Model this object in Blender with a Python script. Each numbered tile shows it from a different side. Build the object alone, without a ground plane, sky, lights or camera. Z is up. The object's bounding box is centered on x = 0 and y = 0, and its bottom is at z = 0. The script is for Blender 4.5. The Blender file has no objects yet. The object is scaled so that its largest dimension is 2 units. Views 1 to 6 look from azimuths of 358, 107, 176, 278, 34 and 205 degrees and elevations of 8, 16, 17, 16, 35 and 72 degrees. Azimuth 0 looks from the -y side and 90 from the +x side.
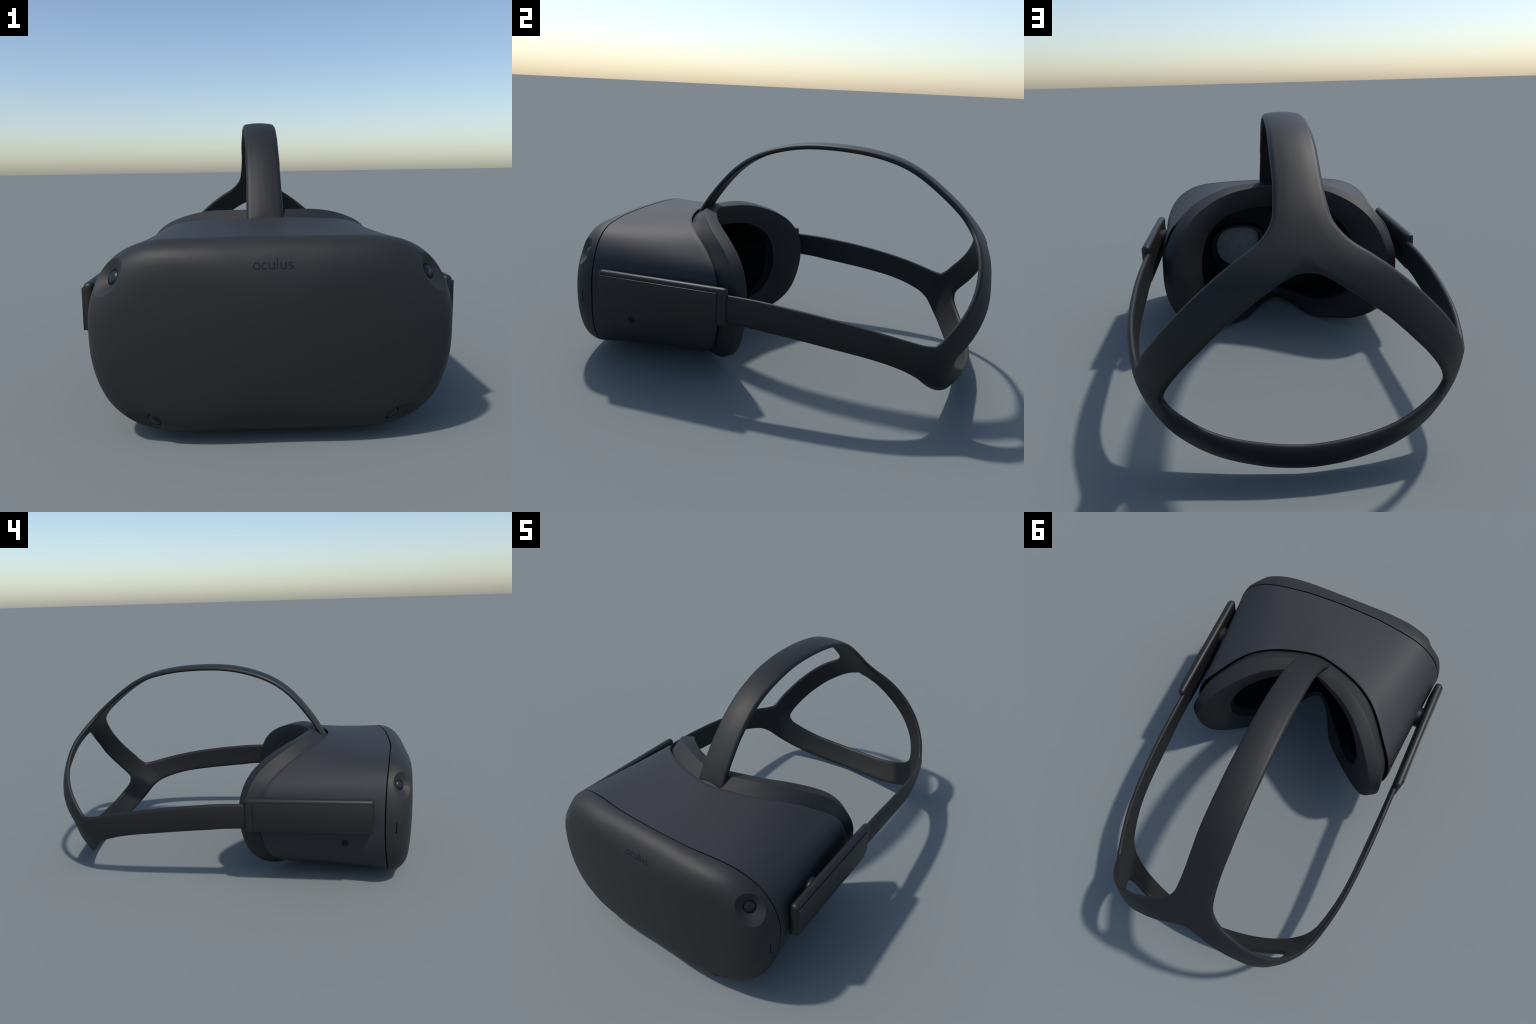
import bpy, bmesh, math
import numpy as np
from mathutils import Vector, Matrix

# =====================================================================
#  helpers: splines, meshes, materials
# =====================================================================
CZ = 0.36                       # height of the axis all headset loops run round


def catmull(P, n):
    """Catmull-Rom resampling of an open control polyline, even in arc length."""
    P = np.array(P, float)
    Q = np.vstack([2 * P[0] - P[1], P, 2 * P[-1] - P[-2]])
    out = []
    for i in range(len(P) - 1):
        a, b, c, d = Q[i:i + 4]
        for t in np.linspace(0, 1, 24, endpoint=False):
            out.append(.5 * (2 * b + (c - a) * t + (2 * a - 5 * b + 4 * c - d) * t * t + (3 * b - a - 3 * c + d) * t ** 3))
    out.append(P[-1])
    return arc(np.array(out), n)


def arc(C, n):
    s = np.concatenate([[0], np.cumsum(np.linalg.norm(np.diff(C, axis=0), axis=1))])
    u = np.linspace(0, s[-1], n)
    return np.stack([np.interp(u, s, C[:, i]) for i in range(3)], 1)


def at_fraction(C, f):
    s = np.concatenate([[0], np.cumsum(np.linalg.norm(np.diff(C, axis=0), axis=1))])
    s /= s[-1]
    return np.stack([np.interp(f, s, C[:, i]) for i in range(3)], 1)


NA = 240                                                   # columns round the headset
TH = np.pi / 2 - np.arange(NA) * 2 * np.pi / NA            # start at top, run over +x


def loop(ctrl, mirror_start=True):
    """Half loop (top middle -> +x side -> bottom middle) made whole and
    resampled at the shared polar angles round the y axis."""
    P = np.array(ctrl, float)
    m = P.copy()
    m[:, 0] *= -1
    full = np.vstack([m[3:0:-1], P, m[-2:-5:-1]])
    C = catmull(full, 900)
    ang = np.unwrap(np.arctan2(C[:, 2] - CZ, C[:, 0]))
    ang -= 2 * np.pi * np.round((ang[450] - 0) / (2 * np.pi))
    out = np.zeros((NA, 3))
    h = NA // 2
    for i in range(h + 1):
        t = np.pi / 2 - i * 2 * np.pi / NA
        out[i] = [np.interp(-t, -ang, C[:, k]) for k in range(3)]
    out[0, 0] = out[h, 0] = 0
    for i in range(h + 1, NA):
        out[i] = out[NA - i] * np.array([-1, 1, 1])
    for _ in range(3):                          # take the last kinks out
        out = .25 * np.roll(out, 1, 0) + .5 * out + .25 * np.roll(out, -1, 0)
    return out


def make(name, verts, faces, mat, parent=None, sharp=35, smooth=True):
    me = bpy.data.meshes.new(name)
    me.from_pydata([tuple(map(float, v)) for v in verts], [], [tuple(map(int, f)) for f in faces])
    me.validate()
    ob = bpy.data.objects.new(name, me)
    bpy.context.scene.collection.objects.link(ob)
    if mat:
        me.materials.append(mat)
    if parent:
        ob.parent = parent
    bm = bmesh.new()
    bm.from_mesh(me)
    bmesh.ops.remove_doubles(bm, verts=bm.verts, dist=1e-5)
    bmesh.ops.recalc_face_normals(bm, faces=bm.faces)
    bm.to_mesh(me)
    bm.free()
    shade(me, sharp, smooth)
    return ob


def shade(me, sharp=35, smooth=True):
    me.polygons.foreach_set("use_smooth", [smooth] * len(me.polygons))
    if smooth:
        me.set_sharp_from_angle(angle=math.radians(sharp))
    me.update()


def tube(rings, cap_start=False, cap_end=False, wrap=True):
    """Quads between successive closed rings with equal vertex counts."""
    n = len(rings[0])
    V = np.vstack(rings)
    F = []
    for r in range(len(rings) - 1):
        for i in range(n if wrap else n - 1):
            j = (i + 1) % n
            F.append((r * n + i, r * n + j, (r + 1) * n + j, (r + 1) * n + i))
    if cap_start:
        F.append(tuple(range(n)))
    if cap_end:
        F.append(tuple(range((len(rings) - 1) * n, len(rings) * n)))
    return V, F


def apply_mods(ob):
    dg = bpy.context.evaluated_depsgraph_get()
    me = bpy.data.meshes.new_from_object(ob.evaluated_get(dg))
    ob.modifiers.clear()
    old = ob.data
    ob.data = me
    bpy.data.meshes.remove(old)


def material(name, color, rough=.5, spec=.5, grain=0.06, scale=180., bump=0.0, coat=0.0, metallic=0.0):
    m = bpy.data.materials.new(name)
    m.use_nodes = True
    nt = m.node_tree
    b = nt.nodes["Principled BSDF"]
    b.inputs["Roughness"].default_value = rough
    b.inputs["Specular IOR Level"].default_value = spec
    b.inputs["Coat Weight"].default_value = coat
    b.inputs["Metallic"].default_value = metallic
    tc = nt.nodes.new("ShaderNodeTexCoord")
    nz = nt.nodes.new("ShaderNodeTexNoise")
    nz.inputs["Scale"].default_value = scale
    nz.inputs["Detail"].default_value = 3
    nt.links.new(tc.outputs["Object"], nz.inputs["Vector"])
    rp = nt.nodes.new("ShaderNodeValToRGB")
    rp.color_ramp.elements[0].position = .3
    rp.color_ramp.elements[1].position = .7
    rp.color_ramp.elements[0].color = [c * (1 - grain) for c in color] + [1]
    rp.color_ramp.elements[1].color = [c * (1 + grain) for c in color] + [1]
    nt.links.new(nz.outputs["Fac"], rp.inputs["Fac"])
    nt.links.new(rp.outputs["Color"], b.inputs["Base Color"])
    if bump:
        bp = nt.nodes.new("ShaderNodeBump")
        bp.inputs["Strength"].default_value = bump
        bp.inputs["Distance"].default_value = .002
        nt.links.new(nz.outputs["Fac"], bp.inputs["Height"])
        nt.links.new(bp.outputs["Normal"], b.inputs["Normal"])
    return m


# ---- materials -------------------------------------------------------
M_SHELL = material("matte_dark_grey_plastic", (.0165, .0167, .017), rough=.56, spec=.36)
M_FABRIC = material("blue_grey_woven_cover", (.0228, .0235, .0272), rough=.6, spec=.36, grain=.07, scale=420)
M_GASKET = material("soft_grey_foam", (.0155, .0157, .0162), rough=.62, spec=.36)
M_STRAP = material("dark_rubber_strap", (.0105, .0106, .0109), rough=.55, spec=.36)
M_ARM = material("dark_arm_plastic", (.0115, .0116, .0119), rough=.48, spec=.4)
M_DARK = material("black_gap", (.0012, .0012, .0014), rough=.8, spec=.05)
M_CAVITY = material("black_eye_cup", (.0035, .0035, .004), rough=.6, spec=.25)
M_RIM = material("black_lens_rim", (.005, .005, .0055), rough=.5, spec=.4)  # darkened to show the ring unlit in the cup's shade
M_LOGO = material("navy_print", (.0075, .0105, .018), rough=.7, spec=.15)


def camera_glass():
    """Dark glass dome with faint concentric rings."""
    m = material("camera_glass", (.006, .007, .009), rough=.34, spec=.3, grain=.05)
    nt = m.node_tree
    b = nt.nodes["Principled BSDF"]
    tc = next(n for n in nt.nodes if n.type == 'TEX_COORD')
    w = nt.nodes.new("ShaderNodeTexWave")
    w.wave_type = 'RINGS'
    w.rings_direction = 'Z'
    w.inputs["Scale"].default_value = 34
    nt.links.new(tc.outputs["Object"], w.inputs["Vector"])
    r = nt.nodes.new("ShaderNodeValToRGB")
    r.color_ramp.elements[0].color = (.004, .005, .007, 1)
    r.color_ramp.elements[1].color = (.014, .017, .022, 1)
    nt.links.new(w.outputs["Fac"], r.inputs["Fac"])
    nt.links.new(r.outputs["Color"], b.inputs["Base Color"])
    return m


def eye_glass():
    """Blue-grey lens with faint streaks and flecks."""
    m = material("eye_lens_glass", (.205, .222, .245), rough=.45, spec=.3, grain=.14, scale=30, bump=.5)
    nt = m.node_tree
    b = nt.nodes["Principled BSDF"]
    tc = next(n for n in nt.nodes if n.type == 'TEX_COORD')
    base = next(n for n in nt.nodes if n.type == 'VALTORGB')
    v = nt.nodes.new("ShaderNodeTexVoronoi")
    v.feature = 'DISTANCE_TO_EDGE'
    v.inputs["Scale"].default_value = 13
    nt.links.new(tc.outputs["Object"], v.inputs["Vector"])
    r = nt.nodes.new("ShaderNodeValToRGB")
    r.color_ramp.elements[0].color = (1, 1, 1, 1)
    r.color_ramp.elements[1].color = (0, 0, 0, 1)
    r.color_ramp.elements[1].position = .035
    nt.links.new(v.outputs["Distance"], r.inputs["Fac"])
    mx = nt.nodes.new("ShaderNodeMix")
    mx.data_type = 'RGBA'
    sc = nt.nodes.new("ShaderNodeMath")
    sc.operation = 'MULTIPLY'
    sc.inputs[1].default_value = .35
    nt.links.new(r.outputs["Color"], sc.inputs[0])
    nt.links.new(sc.outputs[0], mx.inputs["Factor"])
    nt.links.new(base.outputs["Color"], mx.inputs["A"])
    mx.inputs["B"].default_value = (.25, .285, .33, 1)
    nt.links.new(mx.outputs["Result"], b.inputs["Base Color"])
    return m


M_CAMERA = camera_glass()
M_LENS = eye_glass()

# =====================================================================
#  root
# =====================================================================
root = bpy.data.objects.new("vr_headset", None)
bpy.context.scene.collection.objects.link(root)
root["label"] = "dark grey virtual reality headset with looped rubber head strap"
root["category"] = "VR headset"

# =====================================================================
#  headset loops (half control curves, top middle -> side -> bottom middle)
# =====================================================================
SEAM = [(0, -.876, .681), (.185, -.871, .680), (.267, -.862, .678), (.35, -.851, .675), (.431, -.841, .662),
        (.504, -.830, .628), (.565, -.820, .566), (.607, -.814, .467), (.615, -.814, .36), (.605, -.821, .253),
        (.568, -.834, .153), (.511, -.847, .088), (.444, -.857, .051), (.37, -.866, .033), (.309, -.870, .028),
        (.245, -.874, .0265), (.165, -.878, .026), (0, -.880, .026)]
RIM = [(0, -.525, .712), (.093, -.510, .711), (.199, -.479, .705), (.284, -.439, .698), (.357, -.389, .682),
       (.417, -.332, .652), (.471, -.272, .611), (.531, -.213, .553), (.564, -.182, .459), (.569, -.176, .36),
       (.561, -.185, .260), (.529, -.216, .166), (.475, -.269, .106), (.411, -.327, .072), (.344, -.385, .054),
       (.287, -.432, .044), (.229, -.479, .037), (.155, -.536, .031), (.078, -.610, .027), (0, -.655, .024)]
CREST = [(0, -.464, .740), (.101, -.439, .738), (.215, -.392, .733), (.299, -.34, .716), (.368, -.288, .691),
         (.427, -.23, .659), (.474, -.172, .612), (.516, -.127, .548), (.549, -.093, .457), (.556, -.085, .36),
         (.548, -.097, .262), (.520, -.124, .168), (.473, -.160, .106), (.418, -.208, .065), (.356, -.264, .039),
         (.296, -.323, .029), (.239, -.38, .015), (.163, -.461, .007), (.08, -.585, .012), (0, -.655, .026)]
LIP = [(0, -.408, .730), (.097, -.379, .725), (.205, -.33, .715), (.284, -.274, .698), (.346, -.218, .672),
       (.398, -.165, .639), (.441, -.118, .595), (.476, -.081, .533), (.504, -.058, .449), (.513, -.055, .36),
       (.503, -.065, .271), (.481, -.088, .183), (.447, -.122, .120), (.401, -.166, .077), (.347, -.215, .048),
       (.294, -.262, .034), (.24, -.313, .017), (.165, -.397, .006), (.088, -.56, .014), (0, -.645, .036)]
OPENING = [(0, -.456, .611), (.068, -.424, .615), (.147, -.383, .615), (.208, -.345, .608), (.258, -.309, .592),
           (.299, -.275, .569), (.332, -.243, .537), (.358, -.217, .490), (.375, -.2, .426), (.38, -.195, .36),
           (.377, -.203, .294), (.362, -.221, .228), (.336, -.246, .181), (.303, -.278, .148), (.267, -.328, .120),
           (.233, -.376, .101), (.189, -.43, .088), (.117, -.52, .090), (.054, -.590, .092), (0, -.625, .094)]

S = loop(SEAM)
R = loop(RIM)
G1 = loop(CREST)
G2 = loop(LIP)
OP = loop(OPENING)


def inset(L, d, dy=0.0):
    """Shrink a loop towards its axis by d metres, and shift it in y."""
    o = L.copy()
    v = np.stack([L[:, 0], L[:, 2] - CZ], 1)
    r = np.linalg.norm(v, axis=1)[:, None]
    v = v * (r - d) / r
    o[:, 0], o[:, 2] = v[:, 0], v[:, 1] + CZ
    o[:, 1] += dy
    return o


# =====================================================================
#  front shell : domed face lofted from the seam loop
# =====================================================================
def face_plane(x, z):
    return -1.0 + .185 * x * x + .20 * (z - .36) ** 2


FC = np.array([0, .345])                       # centre of the face rings


def roundness(th):
    """Exponent of the edge rounding: soft over the top and bottom, tight at the flanks and corners."""
    c, s_ = np.abs(np.cos(th)), np.sin(th)
    k = c ** 3
    m = .5 + .5 * np.clip(s_ * 3, -1, 1)                     # 1 above the middle, 0 below
    return (5.6 * m + 4.7 * (1 - m)) * (1 - k) + k * (15.5 * m + 19.0 * (1 - m))


def shell_rings(n=44):
    ts = np.sin(np.linspace(0, np.pi / 2, n)) ** .8
    rings = []
    rim = S[:, [0, 2]] - FC
    ys = S[:, 1]
    yr = face_plane(S[:, 0], S[:, 2])
    expo = roundness(TH)
    for t in ts[::-1]:
        p = FC + rim * t
        g = 1 - np.sqrt(np.clip(1 - t ** expo, 0, 1))
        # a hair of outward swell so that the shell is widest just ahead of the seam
        y = face_plane(p[:, 0], p[:, 1]) + (ys - yr) * g
        rings.append(np.stack([p[:, 0], y, p[:, 1]], 1))
    return rings


rings = shell_rings()
back = [inset(S, .012, .004), inset(S, .004, .0005)]
centre = rings[-1].mean(axis=0)
V, F = tube(back + rings[:-1])
n0 = len(V)
V = np.vstack([V, [[0, -1.0 + .19 * (FC[1] - .36) ** 2, FC[1]]]])
last = (len(back) + len(rings) - 2) * NA
F += [(last + i, last + (i + 1) % NA, n0) for i in range(NA)]
# inner closing skin so that the shell is a solid
V = np.vstack([V, inset(S, .05, .004), [[0, -.84, FC[1]]]])
k = n0 + 1
F += [(i, k + i, k + (i + 1) % NA, (i + 1) % NA) for i in range(NA)]
F += [(k + (i + 1) % NA, k + i, k + NA) for i in range(NA)]
front = make("front_shell", V, F, M_SHELL, root, sharp=30)


def shell_y(x, z):
    """Front surface of the shell over a point of the xz plane."""
    d = np.array([x, z]) - FC
    a = math.atan2(d[1], d[0])
    rim = S[:, [0, 2]] - FC
    ang = np.arctan2(rim[:, 1], rim[:, 0])
    o = np.argsort(ang)
    rr = np.interp(a, ang[o], np.linalg.norm(rim, axis=1)[o])
    ysm = np.interp(a, ang[o], S[o, 1])
    t = min(np.linalg.norm(d) / rr, .9999)
    q = FC + d * (1 / max(t, 1e-6))
    th = math.atan2(q[1] - CZ, q[0])
    ex = float(roundness(th))
    return face_plane(x, z) + (ysm - face_plane(q[0], q[1])) * (1 - math.sqrt(1 - t ** ex))


def shell_normal(x, z):
    e = .004
    gx = (shell_y(x + e, z) - shell_y(x - e, z)) / (2 * e)
    gz = (shell_y(x, z + e) - shell_y(x, z - e)) / (2 * e)
    return Vector((gx, -1, gz)).normalized()


def lathe(profile, n=48):
    """Closed solid of revolution round z from (radius, height) pairs; ends on the axis."""
    V, F = [], []
    for r, h in profile:
        for i in range(n):
            a = 2 * math.pi * i / n
            V.append((r * math.cos(a), r * math.sin(a), h))
    for k in range(len(profile) - 1):
        for i in range(n):
            j = (i + 1) % n
            F.append((k * n + i, k * n + j, (k + 1) * n + j, (k + 1) * n + i))
    F.append(tuple(range(n)))
    F.append(tuple(range((len(profile) - 1) * n, len(profile) * n)))
    return V, F


# ---- four tracking cameras: conical recess + socket + glass dome --------
CAMERAS = [(Vector((.5132, -.8843, .5561)), Vector((.66, -.62, .43))), (Vector((.3925, -.927, .0875)), Vector((.447, -.75, -.485)))]
cutters = []
dome_mesh = None
for spot, axis in CAMERAS:
    for side in (1, -1):
        ax = Vector((axis.x * side, axis.y, axis.z)).normalized()
        p = Vector((spot.x * side, spot.y, spot.z))
        q = ax.to_track_quat('Z', 'Y')
        mat = Matrix.Translation(p) @ q.to_matrix().to_4x4()
        V, F = lathe([(.0265, -.016), (.0265, 0), (.0285, .0012), (.138, .049)], 40)
        c = make("recess_cutter", V, F, None, None)
        c.matrix_world = mat
        cutters.append(c)
        if dome_mesh is None:
            prof = [(.0262, -.014), (.0262, -.005)] + [(.0255 * math.cos(a), -.004 + .012 * math.sin(a)) for a in np.linspace(.05, 1.5, 12)]
            V, F = lathe(prof, 40)
            lens = make("camera_lens", V, F, M_CAMERA, front, sharp=50)
            dome_mesh = lens.data
        else:
            lens = bpy.data.objects.new("camera_lens", dome_mesh)
            bpy.context.scene.collection.objects.link(lens)
            lens.parent = front
        lens.matrix_world = mat


# ---- indicator slits on both flanks of the shell -------------------------
def box(name, lo, hi, mat, parent, bevel=0.0, seg=3):
    x0, y0, z0 = lo
    x1, y1, z1 = hi
    V = [(x, y, z) for x in (x0, x1) for y in (y0, y1) for z in (z0, z1)]
    F = [(0, 1, 3, 2), (4, 6, 7, 5), (0, 4, 5, 1), (2, 3, 7, 6), (0, 2, 6, 4), (1, 5, 7, 3)]
    ob = make(name, V, F, mat, parent)
    if bevel:
        md = ob.modifiers.new("round", 'BEVEL')
        md.width = bevel
        md.segments = seg
        apply_mods(ob)
        shade(ob.data, 40)
    return ob


for side in (1, -1):
    lo = (.585, -.8705, .328) if side > 0 else (-.64, -.8705, .328)
    hi = (.64, -.8655, .386) if side > 0 else (-.585, -.8655, .386)
    cutters.append(box("slit_cutter", lo, hi, None, None))

for c in cutters:
    md = front.modifiers.new("cut", 'BOOLEAN')
    md.operation = 'DIFFERENCE'
    md.solver = 'EXACT'
    md.object = c
bpy.context.view_layer.update()
apply_mods(front)
for c in cutters:
    bpy.data.objects.remove(c)
shade(front.data, 24)

# ---- lettering: stroked glyphs laid on the shell -------------------------
W = .0037                                           # stroke width
XH = .0232                                          # x-height


def ell(cx, cz, rx, rz, a0, a1, n=26):
    return [(cx + rx * math.cos(math.radians(a)), cz + rz * math.sin(math.radians(a))) for a in np.linspace(a0, a1, n)]


def glyphs():
    r = (XH - W) / 2
    g = []
    x = -.0500
    g.append((ell(x, 0, r, r, 0, 360, 44), True))                          # o
    g.append((ell(-.0238, 0, r, r, 48, 312, 34), False))                   # c
    for ux in (-.0013, .0372):                                             # u, u
        h = .0080
        g.append(([(ux - h, r + W / 2)] + ell(ux, -r + h, h, h, 180, 360, 22) + [(ux + h, r + W / 2)], False))
        g.append(([(ux + h, r), (ux + h, -r - W / 2)], False))
    g.append(([(.0180, .0245), (.0180, -r - W / 2)], False))              # l
    q = r / 2
    s = ell(.0615, q, .0068, q, 35, 270, 22) + ell(.0615, -q, .0072, q, 90, -145, 22)[1:]
    g.append((s, False))                                                   # s
    return g


LX, LZ = -.0035, .5985
V, F = [], []
for line, closed in glyphs():
    P = [np.array(line[0])]
    for a in line[1:]:
        a = np.array(a)
        b = P[-1]
        m = max(1, int(np.ceil(np.linalg.norm(a - b) / .002)))
        P += [b + (a - b) * (i + 1) / m for i in range(m)]
    P = np.array(P)
    if closed:
        P = P[:-1]
    T = np.roll(P, -1, 0) - np.roll(P, 1, 0)
    if not closed:
        T[0], T[-1] = P[1] - P[0], P[-1] - P[-2]
    T /= np.linalg.norm(T, axis=1)[:, None]
    N = np.stack([-T[:, 1], T[:, 0]], 1)
    base = len(V)
    for p, nn in zip(P, N):
        for sgn, lift in ((-1, .002), (-1, -.0005), (1, -.0005), (1, .002)):
            q = p + nn * sgn * W / 2
            X, Z = q[0] * .945 + LX, q[1] * .945 + LZ
            V.append((X, shell_y(X, Z) + lift, Z))
    n = len(P)
    for i in range(n if closed else n - 1):
        j = (i + 1) % n
        for a in range(3):
            F.append((base + 4 * i + a, base + 4 * j + a, base + 4 * j + a + 1, base + 4 * i + a + 1))
    if not closed:
        F.append(tuple(base + a for a in range(4)))
        F.append(tuple(base + 4 * (n - 1) + a for a in range(4)))
make("lettering", V, F, M_LOGO, front, smooth=False)

# =====================================================================
#  fabric housing : seam -> rear rim, with a rolled edge at both ends
# =====================================================================
GAP = .0065
S2 = inset(S, .0008, GAP)


def housing_ring(f):
    """f = 0 at the seam, 1 at the rear rim."""
    h = S2 * (1 - f) + R * f
    sag = 4 * f * (1 - f)
    top = np.clip(np.sin(TH), 0, 1) ** 2
    flank = np.cos(TH) ** 2
    bot = np.clip(-np.sin(TH), 0, 1) ** 2
    low = np.clip(-np.sin(TH), 0, 1) * np.abs(np.cos(TH)) * 2
    h = inset(h, .004 * sag * top + .004 * sag * flank + .012 * sag * low)
    return h


def inset_var(L, d):
    o = L.copy()
    v = np.stack([L[:, 0], L[:, 2] - CZ], 1)
    r = np.linalg.norm(v, axis=1)
    v = v * ((r - d) / r)[:, None]
    o[:, 0], o[:, 2] = v[:, 0], v[:, 1] + CZ
    return o


_inset = inset


def inset(L, d, dy=0.0):
    if np.ndim(d) == 0:
        return _inset(L, d, dy)
    o = inset_var(L, d)
    o[:, 1] += dy
    return o


rings = [inset(S2, .03, .012), inset(S2, .012, .001), inset(S2, .004, -.001)]
rings += [housing_ring(f) for f in np.linspace(0, .965, 30)]
e = housing_ring(.965)
rings += [inset(housing_ring(.985), .001), inset(R, .0035, .0005), inset(R, .0075, -.001), inset(R, .010, -.006), inset(R, .011, -.014)]
V, F = tube(rings)
housing = make("housing_cover", V, F, M_FABRIC, root, sharp=50)

V, F = tube([inset(R, .0108, -.012), inset(R, .013, -.03), inset(R, .05, -.075)])
make("rim_gap_dark_band", V, F, M_DARK, root)

# near-black bands seen through the seam and behind the rim
V, F = tube([inset(S, .014, -.002), inset(S, .014, .03)])
make("seam_dark_band", V, F, M_DARK, root)

# ---- round ports low on each flank ---------------------------------------
for side in (1, -1):
    V, F = lathe([(.0185, -.02), (.0185, .0), (.0175, .0010), (.0140, .0010), (.0136, -.003), (.0122, -.003), (.0118, .0004), (.004, .0006)], 40)
    ob = make("side_port", V, F, M_CAVITY, housing, sharp=30)
    flank = min(housing.data.vertices, key=lambda v: (v.co.y + .612) ** 2 + (v.co.z - .262) ** 2 + (0 if v.co.x > .5 else 9))
    aim = Vector((flank.normal.x * side, flank.normal.y, flank.normal.z))
    ob.matrix_world = Matrix.Translation((flank.co.x * side, -.615, .262)) @ aim.to_track_quat('Z', 'Y').to_matrix().to_4x4()

# =====================================================================
#  face gasket : wall, rounded crest, chamfer, face, inner edge
# =====================================================================
def mixl(a, b, f):
    return a * (1 - f) + b * f


side_w = np.cos(TH) ** 2
G0 = inset(R, .022 + .012 * side_w, -.05)
G0b = inset(R, .0205 + .003 * side_w, .0)
face_n = mixl(G2, OP, .06)
rings = [G0, G0b, mixl(G0b, G1, .5), mixl(G0b, G1, .93),
         mixl(G1, G0b, .015), inset(mixl(G1, G2, .02), .0005), mixl(G1, G2, .07), mixl(G1, G2, .5)]


def pad(f):
    """Cushion face from lip (0) to opening (1), bellied towards the wearer."""
    o = mixl(G2, OP, f)
    o[:, 1] += (.004 + .017 * (1 - np.clip(np.sin(TH), 0, 1) ** .6)) * 4 * f * (1 - f)
    return o


rings += [mixl(G1, G2, .86), mixl(mixl(G1, G2, .97), OP, .01)] + [pad(f) for f in (.04, .1, .2, .32, .45, .6, .75, .88, .97, 1.0)]
lead = OP.copy()
lead = inset(OP, -.006, -.012)
rings += [lead, inset(OP, -.010, -.05)]
V, F = tube(rings)
gasket = make("face_gasket", V, F, M_GASKET, root, sharp=28)

# ---- eye cup : dark funnel from the opening to the lens board ------------
BOARD = -.706
flare = .012 + .050 * np.cos(TH) ** 6 + .010 * np.cos(TH) ** 2 - .045 * np.clip(-np.sin(TH) * 2, 0, 1) * np.abs(np.cos(TH)) ** 2 * np.clip(-np.sin(TH), 0, 1) + .012 * np.clip(np.sin(TH), 0, 1)
neck = inset(OP, -.0095, -.018)
wide = inset(OP, -flare, -.05)
deep = inset(OP, -flare - .004)
deep[:, 1] = BOARD
V, F = tube([neck, mixl(inset(OP, -.6 * flare, -.024), neck, .2), wide, mixl(wide, deep, .5), deep])
cup = make("eye_cup", V, F, M_CAVITY, root, sharp=40)

# ---- eye lenses -----------------------------------------------------------
LENS_OUT = [(.206, .488), (.262, .474), (.300, .440), (.318, .390), (.312, .338), (.284, .294), (.238, .268),
            (.186, .270), (.134, .294), (.100, .342), (.088, .404), (.093, .455), (.136, .482)]


def closed_spline(P, n):
    P = np.array([(a, 0, b) for a, b in P], float)
    C = catmull(np.vstack([P[-3:], P, P[:4]]), 1400)
    m = len(P)
    s0 = np.argmin(np.linalg.norm(C[:700] - P[0], axis=1))
    s1 = 700 + np.argmin(np.linalg.norm(C[700:] - P[0], axis=1))
    return arc(C[s0:s1 + 1], n + 1)[:-1]


LY = -.708
o = closed_spline(LENS_OUT, 72)
o[:, 2] = (o[:, 2] - .378) * .99 + .328
cen = o.mean(axis=0)
o = cen + (o - cen) * 1.04


def lens_ring(scale, y):
    r = cen + (o - cen) * scale
    r[:, 1] = y
    return r


# lens board: flat plate with two lens holes, filled from its outline curves
cu = bpy.data.curves.new("lens_board", 'CURVE')
cu.dimensions = '2D'
cu.fill_mode = 'BOTH'
hole = lens_ring(1.15, 0)
for line in (deep, hole, hole * np.array([-1, 1, 1])):
    sp = cu.splines.new('POLY')
    sp.points.add(len(line) - 1)
    for pt, q in zip(sp.points, line):
        pt.co = (q[0], q[2], 0, 1)
    sp.use_cyclic_u = True
tmp = bpy.data.objects.new("lens_board", cu)
bpy.context.scene.collection.objects.link(tmp)
bpy.context.view_layer.update()
me = bpy.data.meshes.new_from_object(tmp.evaluated_get(bpy.context.evaluated_depsgraph_get()))
bpy.data.objects.remove(tmp)
for v in me.vertices:
    v.co = (v.co.x, BOARD, v.co.y)
board = bpy.data.objects.new("lens_board", me)
bpy.context.scene.collection.objects.link(board)
me.materials.clear()
me.materials.append(M_CAVITY)
board.parent = cup

for side in (1, -1):
    f = np.array([side, 1, 1])
    rr = [lens_ring(1.27, BOARD - .002), lens_ring(1.25, -.650), lens_ring(1.22, -.643), lens_ring(1.13, -.642), lens_ring(1.10, -.648), lens_ring(1.02, LY + .002), lens_ring(1.0, LY - .008)]
    V, F = tube([a * f for a in rr], cap_end=True)
    ring = make("lens_ring", V, F, M_RIM, cup, sharp=30)
    V, F = tube([a * f for a in [lens_ring(1.0, LY - .004)] + [lens_ring(s, LY - .004 + .006 * (1 - s * s)) for s in (.93, .82, .68, .5, .3, .12)]], cap_end=True)
    make("eye_lens", V, F, M_LENS, ring, sharp=60)

# =====================================================================
#  side arms : rounded bar, raised cover plate, pivot boss
# =====================================================================
for side in (1, -1):
    def sx(a, b):
        return (a, b) if side > 0 else (-b, -a)
    x0, x1 = sx(.611, .650)
    arm = box("strap_arm", (x0, -.752, .334), (x1, -.106, .514), M_ARM, root, .018, 6)
    x0, x1 = sx(.640, .6565)
    box("cover_plate", (x0, -.742, .343), (x1, -.150, .494), M_ARM, arm, .0015, 2)
    V, F = lathe([(.055, -.03), (.055, .03), (.052, .033)], 48)
    piv = make("pivot_boss", V, F, M_ARM, arm, sharp=40)
    piv.matrix_world = Matrix.Translation((.594 * side, -.555, .425)) @ Matrix.Rotation(math.radians(90 * side), 4, 'Y')

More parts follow.
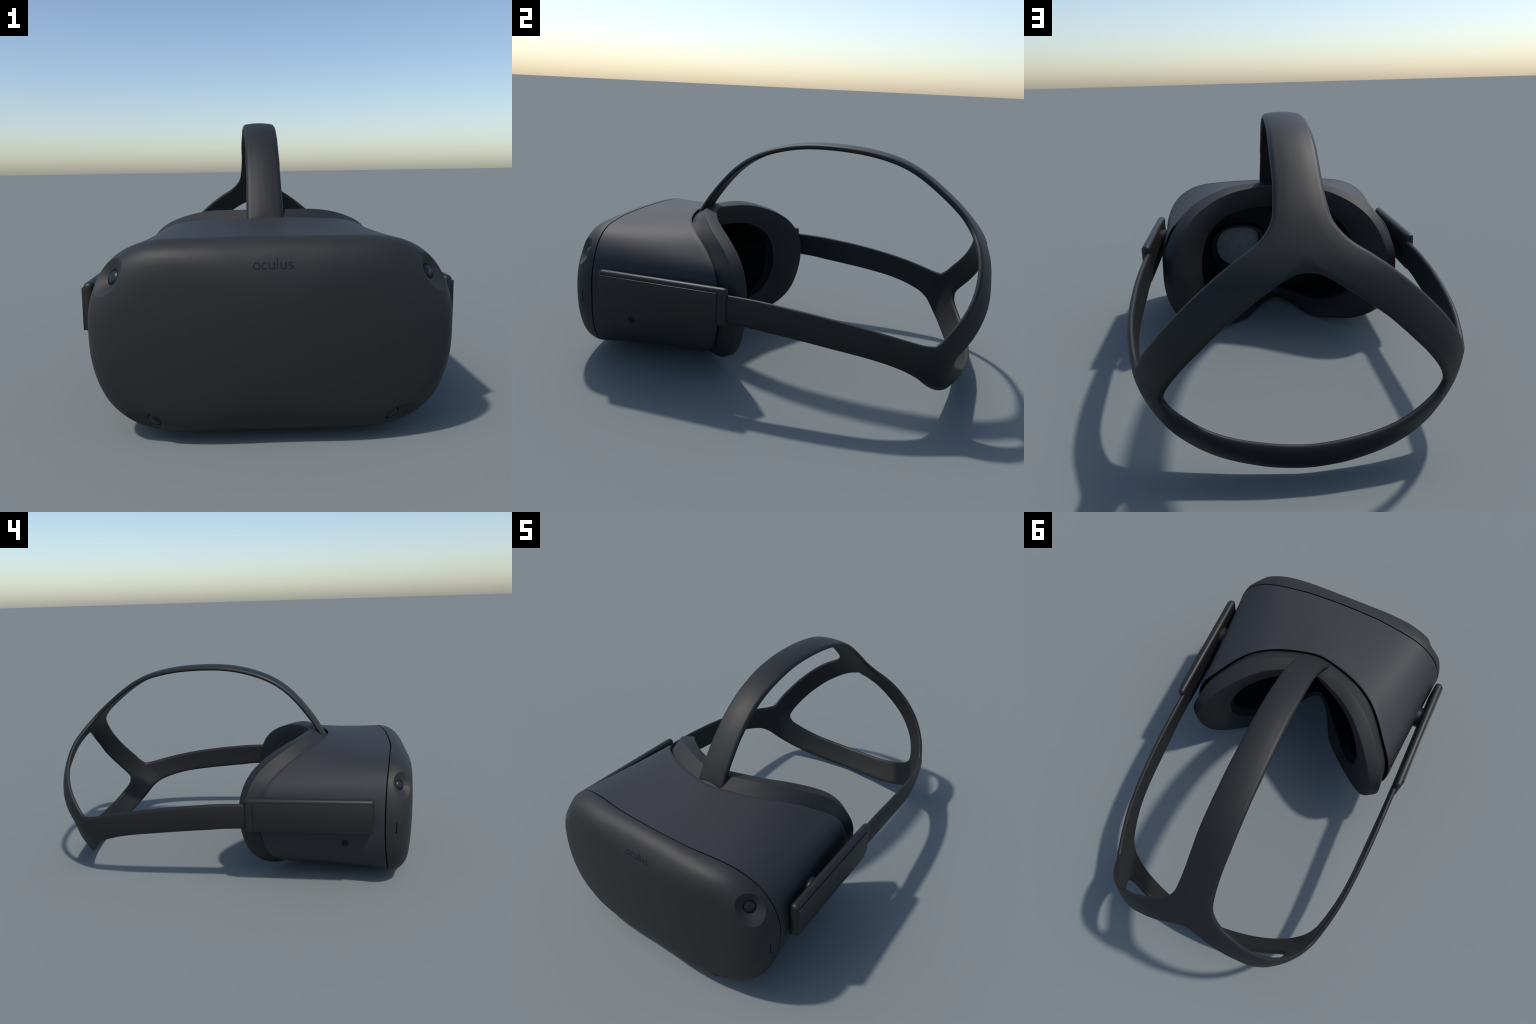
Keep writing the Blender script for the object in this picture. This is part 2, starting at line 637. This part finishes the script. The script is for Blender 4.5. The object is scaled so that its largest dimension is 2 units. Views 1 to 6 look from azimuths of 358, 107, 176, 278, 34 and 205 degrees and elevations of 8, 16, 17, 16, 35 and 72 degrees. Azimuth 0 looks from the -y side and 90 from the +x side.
# =====================================================================
#  head strap : one skin bounded by three edge curves (and their mirrors)
# =====================================================================
# side opening edge: over the crown, down the rear arm, forward to the arm box
EDGE_SIDE = [(.072, -.508, .670), (.071, -.467, .747), (.070, -.424, .81), (.069, -.375, .871), (.068, -.326, .929), (.067, -.267, .981),
             (.068, -.203, 1.022), (.070, -.131, 1.053), (.072, -.056, 1.075), (.072, .018, 1.092), (.073, .094, 1.1),
             (.074, .17, 1.102), (.075, .246, 1.1), (.076, .322, 1.096), (.076, .398, 1.086), (.077, .473, 1.072),
             (.077, .546, 1.051), (.078, .615, 1.019), (.078, .679, .977), (.079, .74, .931), (.083, .799, .883),
             (.095, .854, .832), (.137, .892, .784), (.198, .915, .745), (.259, .932, .703), (.318, .939, .654),
             (.373, .935, .602), (.424, .921, .547), (.468, .895, .491), (.505, .858, .436), (.530, .822, .385), (.543, .795, .364)]
EDGE_BAND_TOP = [(.543, .795, .364), (.559, .750, .367), (.576, .678, .384), (.591, .605, .401), (.602, .531, .416), (.609, .457, .429), (.614, .381, .441),
                 (.618, .306, .451), (.621, .23, .46), (.622, .154, .467), (.622, .078, .474), (.622, .002, .478),
                 (.622, -.074, .480), (.622, -.15, .480)]
# rear window edge: upper half from the middle to its corner, lower half back
WINDOW_UP = [(0, .9635, .7045), (.026, .9645, .702), (.055, .969, .691), (.101, .98, .667), (.147, .988, .636), (.191, .992, .603), (.234, .993, .569),
             (.276, .995, .532), (.316, .992, .493), (.352, .98, .453), (.386, .964, .412), (.415, .942, .371), (.435, .914, .331), (.445, .895, .304), (.447, .884, .284)]
WINDOW_LOW = [(.447, .884, .284), (.439, .881, .264), (.418, .886, .241), (.372, .906, .212), (.324, .923, .19), (.272, .936, .173), (.219, .946, .161),
              (.165, .955, .154), (.11, .963, .148), (.055, .967, .144), (0, .969, .141)]
# underside edge: from the arm box back and round under the skull
EDGE_UNDER = [(.622, -.15, .346), (.622, -.091, .345), (.621, -.031, .343), (.62, .03, .339), (.618, .091, .332), (.616, .152, .327),
              (.614, .213, .321), (.613, .274, .315), (.611, .335, .308), (.608, .395, .301), (.603, .456, .293), (.595, .516, .283),
              (.583, .574, .27), (.570, .631, .253), (.552, .686, .231), (.526, .73, .2), (.495, .766, .16), (.454, .794, .126),
              (.405, .818, .097), (.353, .84, .073), (.298, .858, .054), (.241, .874, .041), (.181, .886, .031), (.122, .896, .023),
              (.061, .903, .02), (0, .909, .019)]
CROWN_LIFT = .001

NU = 18                                             # columns across a band
us = np.linspace(0, 1, NU + 1)
us = .5 - .5 * np.sign(np.cos(np.pi * us)) * np.abs(np.cos(np.pi * us)) ** .85   # denser near both edges
es = catmull(EDGE_SIDE, 600)
window = catmull(WINDOW_UP + WINDOW_LOW[1:], 400)
kc = int(np.argmin(np.linalg.norm(window - np.array(WINDOW_UP[-1]), axis=1)))
wu, wl = window[:kc + 1].copy(), window[kc:].copy()
for w in (wu, wl):                                  # edge curves run along the rounded rim: set back half a rim
    w[:, 0] *= 1.014
    w[:, 2] = .42 + (w[:, 2] - .42) * 1.014
bt = catmull(EDGE_BAND_TOP, 300)
un = catmull(EDGE_UNDER, 500)

# station where the crown strap opens into the rear fork
kY = int(np.argmin(np.linalg.norm(es - np.array([.083, .80, .883]), axis=1)))
top_edge, arm_edge = es[:kY + 1], es[kY:]
N_TOP, N_ARM = 90, 64
te = arc(top_edge, N_TOP + 1)
# middle line of the crown: straight over the strap, then down to the window
ml = te.copy()
ml[:, 0] = 0
tang = np.gradient(ml, axis=0)
tang /= np.linalg.norm(tang, axis=1)[:, None]
nrm = np.stack([np.zeros(len(tang)), -tang[:, 2], tang[:, 1]], 1)
tail = np.array([ml[-1], [0, .862, .828], [0, .920, .769], wu[0]])
tail = catmull(tail, 60)
fork_len = .17                                     # share of the fork stations spent on the middle line
n_mid = int(N_ARM * .22)
fa = np.linspace(0, 1, N_ARM + 1)
arm_pts = arc(arm_edge, N_ARM + 1)
inner = np.vstack([arc(tail, n_mid + 1), arc(wu, N_ARM - n_mid + 1)[1:]])

rows = []                                          # each row: edge -> inner line
for a, b, q in zip(te, ml, nrm):
    rows.append([a * (1 - u) + b * u + q * CROWN_LIFT * (1 - (1 - u) ** 2) for u in us])
tail = tail + np.linspace(1, 0, len(tail))[:, None] * nrm[-1] * CROWN_LIFT
inner = np.vstack([arc(tail, n_mid + 1), arc(wu, N_ARM - n_mid + 1)[1:]])
for i, (a, b) in enumerate(zip(arm_pts[1:], inner[1:])):
    # rows that end on the middle line arrive there level, so that no ridge forms
    q = float(np.clip(1 - (i - n_mid) / 10, 0, 1))
    f = (1 - q) * us + q * (1 - (1 - us) ** 2)
    rows.append([(a[0] * (1 - u) + b[0] * u, a[1] * (1 - v) + b[1] * v, a[2] * (1 - v) + b[2] * v) for u, v in zip(us, f)])
rows = np.array(rows)
cornerA = rows[-1]                                 # side-band corner -> window corner

# lower skin: underside edge against (band top | corner line | window low)
N_BAND, N_LOW = 70, 50
jn = NU
ka = int(np.argmin(np.linalg.norm(un - np.array([.556, .675, .236]), axis=1)))
kb = int(np.argmin(np.linalg.norm(un - np.array([.415, .813, .102]), axis=1)))
u1 = arc(un[:ka + 1], N_BAND + 1)
u2 = at_fraction(un[ka:kb + 1], us)
u3 = arc(un[kb:], N_LOW + 1)
p1 = arc(bt[::-1], N_BAND + 1)
p3 = arc(wl, N_LOW + 1)
under = np.vstack([u1, u2[1:], u3[1:]])
partner = np.vstack([p1, cornerA[1:], p3[1:]])
low = np.array([[a * (1 - u) + b * u for u in us] for a, b in zip(under, partner)])

# weld the two skins and their mirror images into one
grid = []
faces = []


def add_grid(G):
    base = len(grid)
    r, c = G.shape[:2]
    grid.extend(G.reshape(-1, 3))
    for i in range(r - 1):
        for j in range(c - 1):
            a = base + i * c + j
            faces.append((a, a + 1, a + c + 1, a + c))


for m in (1, -1):
    s = np.array([m, 1, 1])
    add_grid(rows * s)
    add_grid(low * s)

bm = bmesh.new()
vs = [bm.verts.new(tuple(map(float, v))) for v in grid]
for f in faces:
    bm.faces.new([vs[i] for i in f])
bmesh.ops.remove_doubles(bm, verts=bm.verts, dist=2e-4)
# consistent facing, pointing away from the head
bmesh.ops.recalc_face_normals(bm, faces=bm.faces)
bm.faces.ensure_lookup_table()
head = Vector((0, .35, .5))
votes = sum(1 if f.normal.dot(f.calc_center_median() - head) > 0 else -1 for f in bm.faces)
if votes < 0:
    bmesh.ops.reverse_faces(bm, faces=bm.faces)
# relax the interior so that the fork and corner flow smoothly
bm.verts.ensure_lookup_table()
bm.verts.index_update()
co = np.array([v.co for v in bm.verts])
quads = np.array([[v.index for v in f.verts] for f in bm.faces])
links = np.array([[v.index for v in e.verts] for e in bm.edges])
free = np.array([not v.is_boundary for v in bm.verts])
deg = np.bincount(links.ravel(), minlength=len(co))[:, None]


def vertex_normals(co):
    fn = np.cross(co[quads[:, 2]] - co[quads[:, 0]], co[quads[:, 3]] - co[quads[:, 1]])
    n = np.zeros_like(co)
    for k in range(4):
        np.add.at(n, quads[:, k], fn)
    return n / np.maximum(np.linalg.norm(n, axis=1), 1e-12)[:, None]


for it in range(30):
    if it % 10 == 0:
        nn = vertex_normals(co)
    acc = np.zeros_like(co)
    np.add.at(acc, links[:, 0], co[links[:, 1]])
    np.add.at(acc, links[:, 1], co[links[:, 0]])
    d = acc / deg - co
    d = nn * (d * nn).sum(1)[:, None] + .15 * d      # mostly along the normal: keeps the spacing
    co[free] += .6 * d[free]
# a second pass over the middle of the fork only
near = np.exp(-((co - np.array([0, .93, .75])) ** 2).sum(1) / .09 ** 2)[:, None]
for it in range(160):
    acc = np.zeros_like(co)
    np.add.at(acc, links[:, 0], co[links[:, 1]])
    np.add.at(acc, links[:, 1], co[links[:, 0]])
    co[free] += (.6 * near * (acc / deg - co))[free]
# the side corners belly out over the skull
nn = vertex_normals(co)
for m in (1, -1):
    dd = np.linalg.norm(co - np.array([.512 * m, .80, .25]), axis=1)
    co += nn * (.009 * np.exp(-(dd / .085) ** 2) * np.where(free, 1, .35))[:, None]
for v, c in zip(bm.verts, co):
    v.co = c
bm.normal_update()

# distance to the free edge drives the thickness: full in the middle, rounded off at the rim
bm.verts.index_update()
co = np.array([v.co for v in bm.verts])
nr = np.array([v.normal for v in bm.verts])
bd = np.array([v.is_boundary for v in bm.verts])
bco = co[bd]
seg = []
for e in bm.edges:
    if e.is_boundary:
        seg.append((e.verts[0].co[:], e.verts[1].co[:]))
A = np.array([s[0] for s in seg])
Bv = np.array([s[1] for s in seg]) - A
L2 = (Bv ** 2).sum(1)
dist = np.zeros(len(co))
for i in range(0, len(co), 500):
    P = co[i:i + 500, None] - A[None]
    t = np.clip((P * Bv[None]).sum(2) / L2[None], 0, 1)
    dist[i:i + 500] = np.linalg.norm(P - t[:, :, None] * Bv[None], axis=2).min(1)
HALF, ROUND = .0115, .0155
k = np.clip(dist / ROUND, 0, 1)
half = HALF * np.sqrt(np.clip(1 - (1 - k) ** 2, 0, 1))
half = np.maximum(half, .0)
lift = .005 * (1 - np.exp(-(dist / .035) ** 2))             # slight crown across each band
outer = co + nr * (half + lift)[:, None]
inner_s = co - nr * (1.1 * half - .3 * lift)[:, None]
tri = [[v.index for v in f.verts] for f in bm.faces]
bm.free()
nv = len(co)
V = np.vstack([outer, inner_s])
F = tri + [[i + nv for i in f][::-1] for f in tri]
strap = make("head_strap", V, F, M_STRAP, root, sharp=60)

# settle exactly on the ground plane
bpy.context.view_layer.update()
